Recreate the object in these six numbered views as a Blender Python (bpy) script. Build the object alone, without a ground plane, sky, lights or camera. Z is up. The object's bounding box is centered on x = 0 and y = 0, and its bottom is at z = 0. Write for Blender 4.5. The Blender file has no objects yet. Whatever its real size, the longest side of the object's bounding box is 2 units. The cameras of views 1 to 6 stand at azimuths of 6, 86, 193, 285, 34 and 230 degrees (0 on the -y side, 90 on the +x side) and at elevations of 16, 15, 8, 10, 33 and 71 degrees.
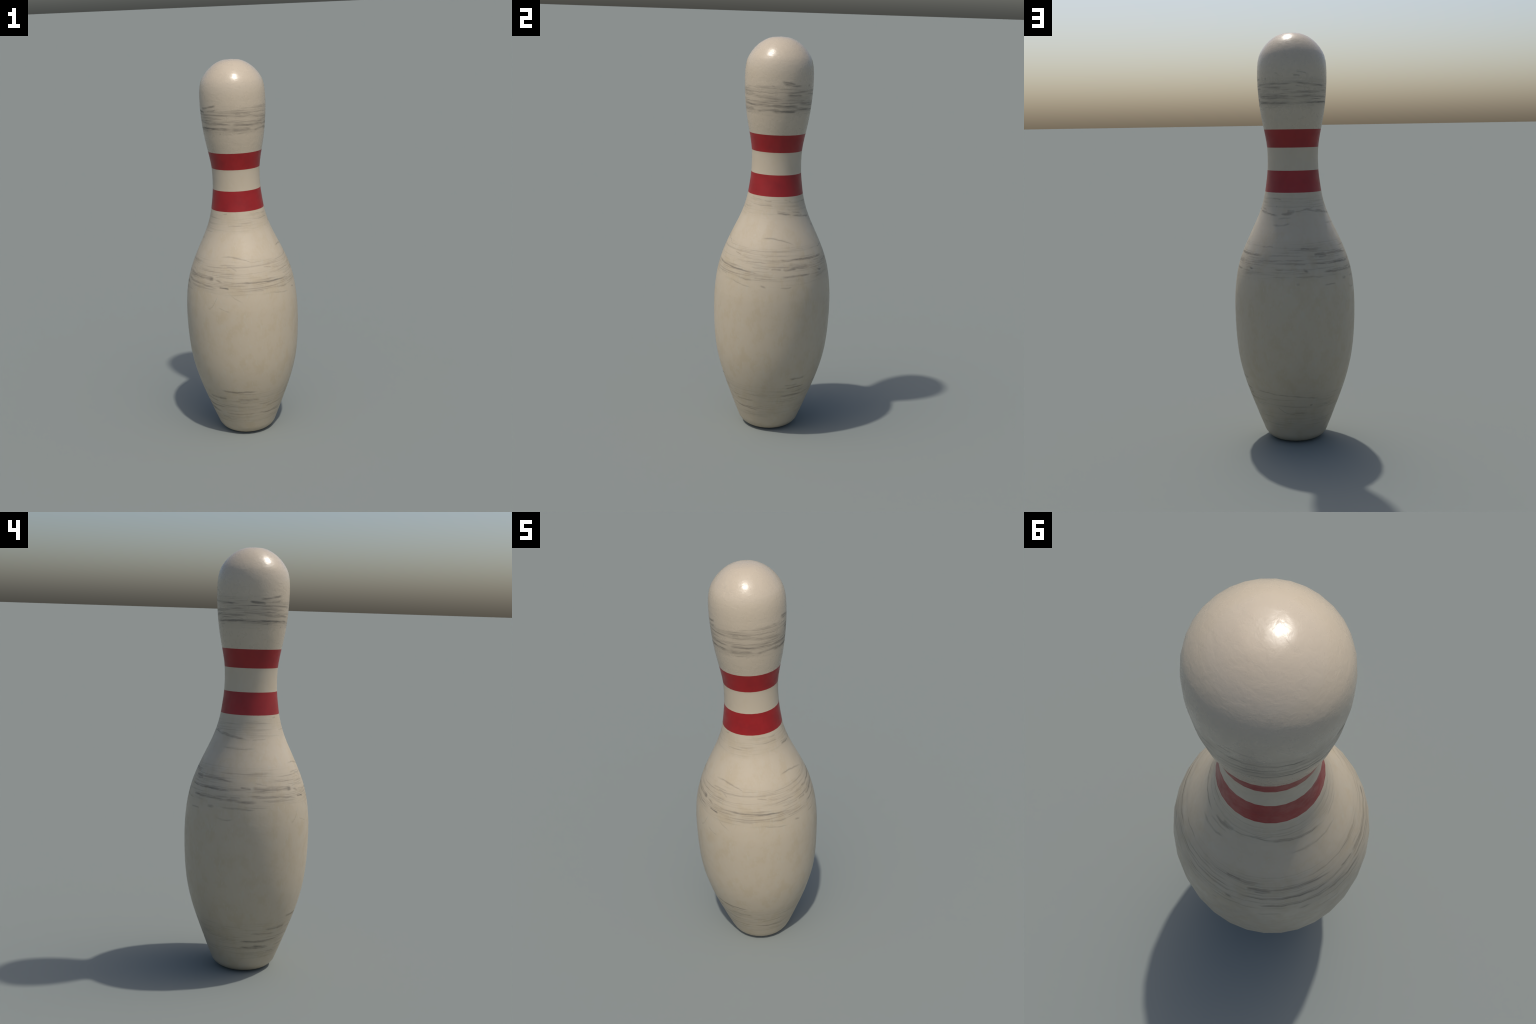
"""A worn ten-pin bowling pin: one turned (lathe) body split at the paint
borders into head, neck, stripes, shoulder, belly and base."""
import bpy, bmesh, math, random
from mathutils import Vector

random.seed(7)

# ------------------------------------------------------------------ profile
# (height, radius) of the turned profile, metres, from the floor up
PROFILE = [
    (0.000, 0.109), (0.004, 0.1205), (0.010, 0.1310), (0.020, 0.1430),
    (0.032, 0.1515), (0.045, 0.1578), (0.070, 0.1675), (0.100, 0.1797), (0.150, 0.1981),
    (0.200, 0.2170), (0.260, 0.2385), (0.320, 0.2576), (0.400, 0.2774),
    (0.480, 0.2891), (0.560, 0.2952), (0.640, 0.2976), (0.720, 0.2965),
    (0.800, 0.2895), (0.860, 0.2791), (0.920, 0.2621), (0.980, 0.2384),
    (1.040, 0.2108), (1.100, 0.1822), (1.160, 0.1580), (1.220, 0.1416),
    (1.280, 0.1318), (1.320, 0.1268), (1.360, 0.1237), (1.400, 0.1227),
    (1.440, 0.1237), (1.480, 0.1276), (1.520, 0.1345), (1.570, 0.1446),
    (1.620, 0.1534), (1.670, 0.1600), (1.720, 0.1645), (1.770, 0.1674),
    (1.810, 0.1678), (1.840, 0.1666), (1.865, 0.1640), (1.890, 0.1582),
    (1.910, 0.1495), (1.930, 0.1364), (1.947, 0.1226), (1.962, 0.1070),
    (1.975, 0.0900), (1.985, 0.0730), (1.992, 0.0565), (1.9965, 0.0410),
]
TOP = 2.0
SIDES = 32                 # the pin is a 32-sided turning, smooth shaded
FIT = 1.002                # flat sides: push the corners out a little

# paint borders and part borders (heights)
BASE_TOP = 0.36
BELLY_TOP = 0.75
STRIPE_LOW = (1.2415, 1.346)
STRIPE_HIGH = (1.4555, 1.542)


def spline(points, x):
    """Catmull-Rom (non-uniform tangents) through (x, y) points."""
    n = len(points)
    for i in range(n - 1):
        if x <= points[i + 1][0]:
            break
    def slope(k):
        a, b = max(k - 1, 0), min(k + 1, n - 1)
        return (points[b][1] - points[a][1]) / (points[b][0] - points[a][0])
    (x0, y0), (x1, y1) = points[i], points[i + 1]
    h = x1 - x0
    t = (x - x0) / h
    return ((2*t**3 - 3*t**2 + 1) * y0 + (t**3 - 2*t**2 + t) * h * slope(i)
            + (-2*t**3 + 3*t**2) * y1 + (t**3 - t**2) * h * slope(i + 1))


# ring heights: the profile points, halved where they are far apart, plus borders
heights = []
for (za, _), (zb, _) in zip(PROFILE, PROFILE[1:]):
    heights.append(za)
    if zb - za > 0.045:
        heights.append((za + zb) / 2)
heights.append(PROFILE[-1][0])
borders = [BASE_TOP, BELLY_TOP, *STRIPE_LOW, *STRIPE_HIGH]
heights = [z for z in heights if min(abs(z - b) for b in borders) > 0.008] + borders
heights.sort()

# ------------------------------------------------------------------ whole body
bm = bmesh.new()
rings = []
for z in heights:
    r = spline(PROFILE, z) * FIT
    rings.append([bm.verts.new((r * math.cos(2 * math.pi * k / SIDES),
                                r * math.sin(2 * math.pi * k / SIDES), z))
                  for k in range(SIDES)])
for lower, upper in zip(rings, rings[1:]):
    for k in range(SIDES):
        j = (k + 1) % SIDES
        bm.faces.new((lower[k], lower[j], upper[j], upper[k]))
tip = bm.verts.new((0, 0, TOP))
for k in range(SIDES):
    bm.faces.new((rings[-1][k], rings[-1][(k + 1) % SIDES], tip))
# underside: a small recessed cup inside the bearing ring
inner = [bm.verts.new((0.07 * math.cos(2 * math.pi * k / SIDES),
                       0.07 * math.sin(2 * math.pi * k / SIDES), 0.0)) for k in range(SIDES)]
cup = [bm.verts.new((0.06 * math.cos(2 * math.pi * k / SIDES),
                     0.06 * math.sin(2 * math.pi * k / SIDES), 0.012)) for k in range(SIDES)]
for outer_ring, inner_ring in ((rings[0], inner), (inner, cup)):
    for k in range(SIDES):
        j = (k + 1) % SIDES
        bm.faces.new((outer_ring[j], outer_ring[k], inner_ring[k], inner_ring[j]))
bm.faces.new(list(reversed(cup)))
bmesh.ops.recalc_face_normals(bm, faces=bm.faces[:])

# smooth normal of every vertex, from the profile slope (whole-body normals)
bm.verts.ensure_lookup_table()
bm.verts.index_update()
normals = {}
for v in bm.verts:
    z, rad = v.co.z, math.hypot(v.co.x, v.co.y)
    if rad < 1e-6:
        normals[v.index] = Vector((0, 0, 1 if z > 1 else -1))
    else:
        n = Vector((0, 0, 0))
        for f in v.link_faces:
            n += f.normal * f.calc_area()
        normals[v.index] = n.normalized()

# ------------------------------------------------------------------ scuff marks
# (angle deg, half arc deg, height m, slope mm, bow mm, half width mm, strength)
HEAD_SCUFFS = [
    (7, 24, 1.657, 2.3, 2.2, 4.9, 0.70),
    (8, 25, 1.683, -0.9, -1.4, 6.4, 0.55),
    (12, 12, 1.793, -5.2, -0.9, 3.5, 0.50),
    (20, 18, 1.779, -5.6, 3.5, 3.9, 0.50),
    (24, 15, 1.733, -0.6, -0.5, 2.9, 0.60),
    (25, 21, 1.747, 4.0, 0.5, 2.9, 0.55),
    (36, 33, 1.721, -1.5, -1.2, 11.3, 0.25),
    (38, 34, 1.706, -2.8, -0.3, 4.9, 0.35),
    (54, 2, 1.778, -0.2, 0.0, 3.9, 0.50),
    (62, 18, 1.647, -0.4, 1.6, 1.9, 0.30),
    (62, 39, 1.665, -0.4, 2.7, 4.4, 0.65),
    (63, 43, 1.752, -0.7, 6.0, 2.5, 0.55),
    (65, 17, 1.740, -4.2, -2.2, 2.2, 0.40),
    (65, 36, 1.695, 0.2, 1.2, 5.0, 0.60),
    (78, 5, 1.800, -7.6, -3.6, 1.9, 0.40),
    (91, 8, 1.725, 1.0, 1.9, 1.9, 0.55),
    (110, 6, 1.792, -1.3, -1.8, 2.2, 0.45),
    (119, 10, 1.806, -7.0, -1.9, 1.9, 0.35),
    (121, 15, 1.739, -6.3, -0.8, 2.3, 0.35),
    (132, 27, 1.719, 1.1, -1.4, 3.1, 0.35),
    (132, 12, 1.679, -0.0, 1.7, 2.2, 0.30),
    (136, 9, 1.654, 0.8, 0.7, 2.4, 0.35),
    (138, 33, 1.751, -6.7, 1.5, 3.1, 0.60),
    (152, 39, 1.696, -1.2, 1.1, 4.2, 0.45),
    (154, 43, 1.669, 1.8, 1.6, 3.8, 0.70),
    (171, 12, 1.684, -7.2, -0.9, 1.8, 0.30),
    (204, 14, 1.751, -3.9, 0.5, 4.5, 0.65),
    (218, 19, 1.709, 1.5, 1.4, 3.3, 0.30),
    (221, 2, 1.657, 0.3, 0.0, 3.7, 0.50),
    (224, 25, 1.696, 0.9, 5.0, 3.0, 0.50),
    (227, 20, 1.773, 7.0, 3.5, 3.5, 0.60),
    (232, 17, 1.712, 5.0, 1.8, 1.9, 0.40),
    (232, 28, 1.721, -2.4, 0.8, 2.2, 0.50),
    (235, 40, 1.670, -1.0, -3.2, 4.1, 0.80),
    (235, 11, 1.756, 4.5, 3.1, 2.9, 0.70),
    (236, 33, 1.738, 1.7, -4.6, 2.2, 0.60),
    (246, 29, 1.692, -1.1, -2.9, 4.8, 0.50),
    (251, 2, 1.642, 0.1, -0.0, 4.1, 0.40),
    (258, 16, 1.660, -1.6, -1.0, 1.6, 0.40),
    (266, 8, 1.644, -0.4, -0.2, 1.9, 0.30),
    (285, 6, 1.740, -1.0, -1.7, 7.1, 0.35),
    (291, 20, 1.663, -1.1, 3.6, 6.8, 0.50),
    (296, 22, 1.688, -3.7, -3.1, 5.6, 0.60),
    (298, 18, 1.648, 1.3, -3.2, 2.3, 0.40),
    (301, 8, 1.741, -0.6, -1.2, 3.1, 0.35),
    (313, 45, 1.746, -3.3, -0.1, 1.7, 0.60),
    (322, 36, 1.767, -2.7, -0.3, 1.9, 0.40),
    (325, 27, 1.728, -0.0, 1.4, 2.9, 0.35),
    (326, 29, 1.700, -4.7, -0.3, 2.2, 0.35),
    (336, 26, 1.684, -0.3, -0.8, 2.4, 0.50),
    (336, 23, 1.662, 4.9, -2.0, 4.9, 0.45),
    (346, 4, 1.774, -1.8, 0.2, 2.8, 0.40),
    (350, 6, 1.716, -0.9, 0.7, 2.6, 0.40),
]
COLLAR_SCUFFS = [
    (10, 13, 1.169, -7.9, 1.6, 2.2, 0.35),
    (12, 14, 1.160, -5.8, 0.4, 3.2, 0.50),
    (21, 8, 1.224, -5.2, -1.2, 2.3, 0.30),
    (22, 5, 1.178, -2.5, -0.4, 2.6, 0.35),
    (39, 12, 1.163, -6.2, -2.8, 4.0, 0.35),
    (51, 25, 1.144, -10.0, -0.3, 3.0, 0.50),
    (69, 12, 1.214, -2.0, -5.6, 2.4, 0.40),
    (71, 2, 1.176, 0.2, -0.0, 2.4, 0.55),
    (84, 14, 1.090, 4.8, 4.6, 3.1, 0.28),
    (88, 11, 1.123, 2.4, -1.6, 2.3, 0.35),
    (91, 10, 1.143, 3.1, 1.1, 4.3, 0.45),
    (98, 7, 1.152, -0.1, 1.9, 5.9, 0.40),
    (115, 12, 1.157, 5.9, 0.5, 2.3, 0.40),
    (134, 10, 1.167, 4.9, 3.3, 2.4, 0.40),
    (157, 38, 1.146, -15.5, 3.8, 2.8, 0.50),
    (164, 22, 1.149, -9.3, 0.3, 1.9, 0.50),
    (180, 24, 1.092, -2.2, 2.8, 2.8, 0.35),
    (212, 12, 1.135, 3.5, -0.9, 1.7, 0.30),
    (248, 6, 1.230, 2.3, 0.3, 2.9, 0.30),
    (271, 16, 1.172, -2.1, 0.6, 1.9, 0.38),
    (313, 16, 1.201, -4.3, -0.3, 1.9, 0.28),
    (315, 15, 1.227, -3.5, 0.4, 1.9, 0.28),
    (337, 15, 1.199, 0.4, -1.7, 2.4, 0.40),
    (341, 9, 1.220, -1.1, 2.1, 2.9, 0.35),
]
SHOULDER_SCUFFS_LEFT = [
    (184, 6, 0.881, 2.0, -0.3, 5.3, 0.30),
    (187, 16, 0.833, -1.2, -0.2, 2.9, 0.45),
    (190, 16, 0.866, -4.1, 2.2, 4.8, 0.65),
    (194, 6, 0.924, -1.4, -0.5, 3.5, 0.50),
    (204, 12, 0.841, -0.7, 0.7, 2.0, 0.30),
    (209, 17, 0.907, -0.6, -0.3, 2.4, 0.35),
    (210, 10, 0.920, -0.8, 4.0, 7.2, 0.45),
    (210, 7, 0.943, -5.8, 0.3, 2.4, 0.30),
    (220, 12, 0.919, -1.1, -6.6, 3.4, 0.45),
    (223, 15, 0.867, -1.6, 4.7, 3.4, 0.30),
    (223, 28, 0.885, -8.3, -5.0, 3.8, 0.50),
    (231, 14, 0.922, -5.8, -1.8, 7.1, 0.45),
    (242, 3, 0.918, 1.7, -0.1, 7.6, 0.60),
    (246, 6, 0.781, 41.5, 22.7, 3.0, 0.20),
    (252, 5, 0.907, -5.6, 0.3, 3.4, 0.50),
    (258, 7, 0.962, -0.9, -2.7, 1.9, 0.35),
    (258, 6, 0.877, -2.3, -0.4, 3.1, 0.75),
    (258, 6, 0.764, -9.8, 0.6, 1.8, 0.25),
    (258, 13, 0.929, -2.1, -5.0, 1.9, 0.35),
    (261, 12, 0.986, -0.3, -2.3, 2.7, 0.35),
    (266, 11, 0.906, -4.5, -1.3, 2.4, 0.40),
    (266, 7, 0.973, -9.7, -6.3, 3.2, 0.35),
    (270, 8, 0.827, -30.0, 2.9, 2.5, 0.20),
    (272, 21, 1.020, -15.8, -12.9, 1.8, 0.42),
    (292, 11, 0.859, -3.2, 1.9, 2.2, 0.40),
    (308, 36, 0.895, -9.3, -2.2, 3.1, 0.60),
    (311, 6, 0.964, -1.9, -2.0, 1.8, 0.40),
    (322, 12, 0.826, -10.2, 0.7, 1.7, 0.35),
    (326, 10, 0.852, -4.4, 1.6, 2.7, 0.50),
    (331, 21, 0.936, 0.8, 0.4, 2.5, 0.40),
    (338, 2, 0.865, 1.0, 1.2, 2.8, 0.40),
    (342, 11, 0.911, -1.1, 1.2, 2.6, 0.40),
    (345, 7, 0.920, 1.5, -0.6, 1.9, 0.30),
    (346, 3, 0.826, -4.3, -1.1, 3.4, 0.40),
    (347, 4, 0.965, -1.1, -0.0, 1.8, 0.40),
    (359, 6, 0.908, 0.4, -0.4, 3.3, 0.50),
]
SHOULDER_SCUFFS_RIGHT = [
    (1, 21, 1.045, -14.7, -12.8, 2.1, 0.42),
    (9, 6, 0.822, 1.4, 1.3, 2.5, 0.35),
    (13, 8, 0.907, -0.0, 1.0, 3.6, 0.55),
    (14, 12, 0.951, 1.0, 3.1, 3.2, 0.50),
    (21, 18, 0.876, 2.3, -0.8, 3.1, 0.50),
    (23, 8, 0.913, -2.1, -0.4, 2.4, 0.50),
    (24, 13, 0.919, -4.3, 4.1, 9.4, 0.40),
    (41, 24, 0.953, -0.7, -2.4, 4.1, 0.65),
    (53, 4, 0.888, -2.3, 1.1, 3.2, 0.70),
    (70, 9, 0.993, -1.0, -2.3, 2.4, 0.40),
    (86, 36, 0.930, 5.4, -5.6, 2.1, 0.50),
    (92, 21, 0.953, -0.2, -4.5, 2.9, 0.40),
    (97, 16, 0.890, 2.0, 0.1, 2.6, 0.50),
    (106, 2, 0.824, -0.3, -0.0, 2.7, 0.40),
    (108, 7, 0.915, 0.3, 0.8, 3.4, 0.40),
    (114, 3, 0.884, -5.5, 1.8, 6.0, 0.50),
    (115, 6, 0.983, -0.7, -1.1, 3.3, 0.60),
    (118, 16, 0.855, -1.9, 1.5, 2.5, 0.40),
    (132, 8, 0.957, 0.3, -1.8, 4.3, 0.55),
    (135, 6, 0.947, 0.1, 0.0, 4.7, 0.50),
    (139, 7, 0.814, -1.6, -0.5, 2.0, 0.40),
    (149, 31, 0.914, -2.5, -1.7, 3.6, 0.60),
    (150, 15, 0.882, -3.7, -2.5, 2.4, 0.40),
    (154, 22, 0.872, -3.9, 0.5, 3.6, 0.60),
    (159, 23, 0.958, -3.0, -6.7, 3.3, 0.50),
    (160, 4, 0.833, -1.6, 0.2, 4.9, 0.40),
    (175, 8, 0.781, -1.2, 3.6, 2.2, 0.40),
]
BASE_SCUFFS = [
    (22, 9, 0.291, -2.4, 1.5, 2.6, 0.35),
    (25, 16, 0.230, 0.1, -1.9, 3.3, 0.50),
    (28, 14, 0.277, 1.2, -4.2, 2.7, 0.50),
    (29, 10, 0.330, -0.3, 1.7, 3.5, 0.40),
    (36, 7, 0.254, 2.0, 0.7, 2.9, 0.35),
    (50, 17, 0.231, 4.3, -3.7, 2.4, 0.30),
    (67, 14, 0.278, -3.6, -3.3, 2.2, 0.35),
    (90, 13, 0.174, -18.6, 14.1, 2.2, 0.32),
    (103, 28, 0.268, -12.2, -6.5, 2.1, 0.45),
    (122, 2, 0.215, 2.0, 0.6, 3.3, 0.60),
    (148, 10, 0.206, -8.2, 1.3, 2.3, 0.30),
    (212, 22, 0.148, -3.6, -3.5, 6.0, 0.45),
    (213, 4, 0.151, -1.4, -0.3, 7.7, 0.45),
    (218, 28, 0.181, 1.7, 2.2, 3.3, 0.50),
    (220, 17, 0.221, -4.4, -2.4, 3.0, 0.35),
    (236, 15, 0.245, 0.1, 0.7, 3.4, 0.45),
    (239, 9, 0.115, -2.3, -0.8, 2.7, 0.45),
    (244, 6, 0.245, 2.0, -0.3, 6.4, 0.40),
    (266, 26, 0.143, 0.2, -0.2, 2.6, 0.40),
    (268, 22, 0.294, -1.5, 1.8, 3.2, 0.50),
    (273, 6, 0.219, -0.7, 2.3, 2.8, 0.30),
    (278, 12, 0.280, -6.8, -3.1, 2.2, 0.30),
    (280, 15, 0.244, -3.0, -2.2, 4.2, 0.38),
    (305, 12, 0.205, 0.3, 3.2, 2.9, 0.30),
    (318, 22, 0.139, -6.5, 0.7, 2.7, 0.50),
    (320, 16, 0.187, 4.0, 2.5, 2.9, 0.35),
    (323, 26, 0.144, 0.5, 1.4, 2.9, 0.45),
]

# ------------------------------------------------------------------ node helpers
class Nodes:
    def __init__(self, name):
        self.mat = bpy.data.materials.new(name)
        self.mat.use_nodes = True
        self.tree = self.mat.node_tree
        self.tree.nodes.clear()

    def put(self, sock, value):
        if isinstance(value, bpy.types.NodeSocket):
            self.tree.links.new(value, sock)
        elif value is not None:
            sock.default_value = value

    def math(self, op, a, b=None, c=None, clamp=False):
        n = self.tree.nodes.new("ShaderNodeMath")
        n.operation = op
        n.use_clamp = clamp
        for s, v in zip(n.inputs, (a, b, c)):
            self.put(s, v)
        return n.outputs[0]

    def ramp(self, x, lo, hi, out_lo=0.0, out_hi=1.0, smooth=True):
        n = self.tree.nodes.new("ShaderNodeMapRange")
        n.interpolation_type = 'SMOOTHSTEP' if smooth else 'LINEAR'
        self.put(n.inputs["Value"], x)
        for key, v in (("From Min", lo), ("From Max", hi), ("To Min", out_lo), ("To Max", out_hi)):
            self.put(n.inputs[key], v)
        return n.outputs["Result"]

    def noise(self, vec, scale, detail=2.0, rough=0.5, distortion=0.0):
        n = self.tree.nodes.new("ShaderNodeTexNoise")
        self.put(n.inputs["Vector"], vec)
        self.put(n.inputs["Scale"], scale)
        self.put(n.inputs["Detail"], detail)
        self.put(n.inputs["Roughness"], rough)
        self.put(n.inputs["Distortion"], distortion)
        return n.outputs["Fac"]

    def mix(self, fac, a, b, mode='MIX'):
        n = self.tree.nodes.new("ShaderNodeMix")
        n.data_type = 'RGBA'
        n.blend_type = mode
        self.put(n.inputs[0], fac)
        self.put(n.inputs[6], a)
        self.put(n.inputs[7], b)
        return n.outputs[2]

    def combine(self, x, y, z):
        n = self.tree.nodes.new("ShaderNodeCombineXYZ")
        for s, v in zip(n.inputs, (x, y, z)):
            self.put(s, v)
        return n.outputs[0]

    def scaled(self, vec, sx, sy, sz):
        n = self.tree.nodes.new("ShaderNodeMapping")
        self.put(n.inputs["Vector"], vec)
        n.inputs["Scale"].default_value = (sx, sy, sz)
        return n.outputs[0]


IVORY = (0.480, 0.405, 0.296, 1)
IVORY_TAN = (0.458, 0.378, 0.262, 1)
IVORY_PALE = (0.480, 0.424, 0.322, 1)
IVORY_HEAD = (0.505, 0.424, 0.318, 1)
GRIME = (0.080, 0.070, 0.056, 1)
RED = (0.285, 0.0065, 0.0085, 1)
RED_DEEP = (0.235, 0.0045, 0.0070, 1)


def worn_paint(name, colour="ivory", scuffs=(), bands=(), gloss=0.42, bumpy=0.35, gain=1.3):
    """Lacquered wood paint with scuff marks running round the pin.
    bands: (height, half height, strength) of zones of fine random scuffing."""
    m = Nodes(name)
    coord = m.tree.nodes.new("ShaderNodeTexCoord").outputs["Object"]
    sep = m.tree.nodes.new("ShaderNodeSeparateXYZ")
    m.put(sep.inputs[0], coord)
    x, y, z = sep.outputs
    angle = m.math('MULTIPLY', m.math('ARCTAN2', y, x), 180 / math.pi)

    # streaky coordinates: long round the pin, fine up and down
    streak_fine = m.noise(m.scaled(coord, 6, 6, 180), 1.0, 5.0, 0.66)
    streak_wide = m.noise(m.scaled(coord, 4.5, 4.5, 55), 1.0, 2.0, 0.55)
    wobble = m.noise(m.scaled(coord, 16, 16, 30), 1.0, 2.0, 0.6)
    z_w = m.math('ADD', z, m.math('MULTIPLY', m.math('SUBTRACT', wobble, 0.5), 0.012))
    breakup = m.ramp(m.noise(m.scaled(coord, 13, 13, 300), 1.0, 4.0, 0.70), 0.36, 0.60, 0.38, 1.15)

    # base colour
    if colour == "ivory":
        blotch = m.noise(m.scaled(coord, 1, 1, 0.75), 17.0, 5.0, 0.66)
        tint = m.mix(m.ramp(blotch, 0.44, 0.66), IVORY, IVORY_TAN)
        pale = m.noise(m.scaled(coord, 1, 1, 0.6), 31.0, 3.0, 0.6)
        tint = m.mix(m.ramp(pale, 0.52, 0.78, 0.0, 0.8), tint, IVORY_PALE)
        specks = m.noise(m.scaled(coord, 95, 95, 28), 1.0, 1.0, 0.4)
        tint = m.mix(m.ramp(specks, 0.66, 0.74, 0.0, 0.55), tint, IVORY_PALE)
        tint = m.mix(m.ramp(z, 0.85, 1.75, 0.0, 0.85), tint, IVORY_HEAD)
    else:
        blotch = m.noise(coord, 11.0, 4.0, 0.65)
        tint = m.mix(m.ramp(blotch, 0.35, 0.72), RED, RED_DEEP)

    keep = None                      # how much paint shows through all marks
    for (a, half, h, slope, bow, width, strength) in scuffs:
        d = m.math('SUBTRACT', angle, a)
        d = m.math('WRAP', d, 180.0, -180.0)
        t = m.math('DIVIDE', d, half)
        path = m.math('MULTIPLY_ADD', t, bow / 1000, slope / 1000)
        path = m.math('MULTIPLY_ADD', path, t, h)
        off = m.math('ABSOLUTE', m.math('SUBTRACT', z_w, path))
        if width < 3.0:              # a scratch: dark core, soft tails
            across = m.math('POWER', m.ramp(off, width * 0.0030 + 0.0020, 0.0, smooth=False), 2.4)
        else:                        # a broad smear
            across = m.ramp(off, width * 0.0021 + 0.0010, width * 0.0002)
        along = m.ramp(m.math('ABSOLUTE', t), 1.3 if half < 6 else 1.12, 0.1 if half < 6 else 0.6,
                       0.0, min(0.97, strength * gain))
        left = m.math('MULTIPLY_ADD', m.math('MULTIPLY', across, along), -1.0, 1.0)
        keep = left if keep is None else m.math('MULTIPLY', keep, left)
    mark = None
    if keep is not None:
        mark = m.math('MULTIPLY', m.math('SUBTRACT', 1.0, keep), breakup)

    # fine random scuffing inside the impact zones
    fine = m.math('MULTIPLY', m.ramp(streak_fine, 0.45, 0.66), m.ramp(streak_wide, 0.36, 0.62))
    for (h, half, strength) in bands:
        zone = m.ramp(m.math('ABSOLUTE', m.math('SUBTRACT', z, h)), half, half * 0.45, 0.0, strength)
        zone = m.math('MULTIPLY', zone, m.math('MULTIPLY_ADD', streak_wide, 0.38, fine))
        mark = zone if mark is None else m.math('MAXIMUM', mark, zone)
    if mark is not None:
        tint = m.mix(m.math('MULTIPLY', mark, 0.80, clamp=True), tint, GRIME)

    # surface: slightly uneven lacquer
    rough = m.ramp(m.noise(coord, 24.0, 4.0, 0.65), 0.32, 0.68, gloss - 0.07, gloss + 0.08)
    if mark is not None:
        rough = m.math('MULTIPLY_ADD', mark, 0.25, rough)
    ripple = m.noise(m.scaled(coord, 1, 1, 1.4), 38.0, 4.0, 0.5, 0.6)
    grain = m.noise(m.scaled(coord, 60, 60, 260), 1.0, 2.0, 0.6)
    height = m.math('MULTIPLY_ADD', grain, 0.22, ripple)
    bump = m.tree.nodes.new("ShaderNodeBump")
    bump.inputs["Strength"].default_value = bumpy
    bump.inputs["Distance"].default_value = 0.0011
    m.put(bump.inputs["Height"], height)

    bsdf = m.tree.nodes.new("ShaderNodeBsdfPrincipled")
    m.put(bsdf.inputs["Base Color"], tint)
    m.put(bsdf.inputs["Roughness"], rough)
    m.put(bsdf.inputs["Normal"], bump.outputs[0])
    bsdf.inputs["IOR"].default_value = 1.5
    out = m.tree.nodes.new("ShaderNodeOutputMaterial")
    m.tree.links.new(bsdf.outputs[0], out.inputs[0])
    return m.mat


head_paint = worn_paint("head_paint", scuffs=HEAD_SCUFFS, bands=[(1.708, 0.085, 0.72)], gloss=0.29, bumpy=0.75, gain=1.35)
neck_paint = worn_paint("neck_paint", gloss=0.42)
shoulder_paint = worn_paint("shoulder_paint",
                            scuffs=COLLAR_SCUFFS + SHOULDER_SCUFFS_LEFT + SHOULDER_SCUFFS_RIGHT,
                            bands=[(0.925, 0.11, 0.46), (1.185, 0.06, 0.30)], gloss=0.39)
belly_paint = worn_paint("belly_paint", gloss=0.44)
base_paint = worn_paint("base_paint", scuffs=BASE_SCUFFS, gain=1.5, bands=[(0.18, 0.13, 0.34)], gloss=0.44)
stripe_paint = worn_paint("stripe_paint", colour="red", gloss=0.40)

# ------------------------------------------------------------------ parts
root = bpy.data.objects.new("bowling_pin", None)
bpy.context.scene.collection.objects.link(root)
root.empty_display_size = 0.1
root["label"] = "worn ivory bowling pin with two red neck stripes"
root["category"] = "bowling pin"

PARTS = [
    ("base", -1.0, BASE_TOP, base_paint),
    ("belly", BASE_TOP, BELLY_TOP, belly_paint),
    ("shoulder", BELLY_TOP, STRIPE_LOW[0], shoulder_paint),
    ("stripe", STRIPE_LOW[0], STRIPE_LOW[1], stripe_paint),
    ("neck", STRIPE_LOW[1], STRIPE_HIGH[0], neck_paint),
    ("stripe", STRIPE_HIGH[0], STRIPE_HIGH[1], stripe_paint),
    ("head", STRIPE_HIGH[1], 9.0, head_paint),
]
for name, z_from, z_to, paint in PARTS:
    faces = [f for f in bm.faces if z_from < f.calc_center_median().z < z_to]
    used = {}
    for f in faces:
        for v in f.verts:
            used.setdefault(v.index, len(used))
    coords = [None] * len(used)
    norms = [None] * len(used)
    for v in bm.verts:
        if v.index in used:
            coords[used[v.index]] = v.co[:]
            norms[used[v.index]] = normals[v.index]
    mesh = bpy.data.meshes.new(name)
    mesh.from_pydata(coords, [], [[used[v.index] for v in f.verts] for f in faces])
    mesh.polygons.foreach_set("use_smooth", [True] * len(mesh.polygons))
    mesh.update()
    mesh.normals_split_custom_set_from_vertices(norms)
    mesh.materials.append(paint)
    part = bpy.data.objects.new(name, mesh)
    part.parent = root
    bpy.context.scene.collection.objects.link(part)
bm.free()
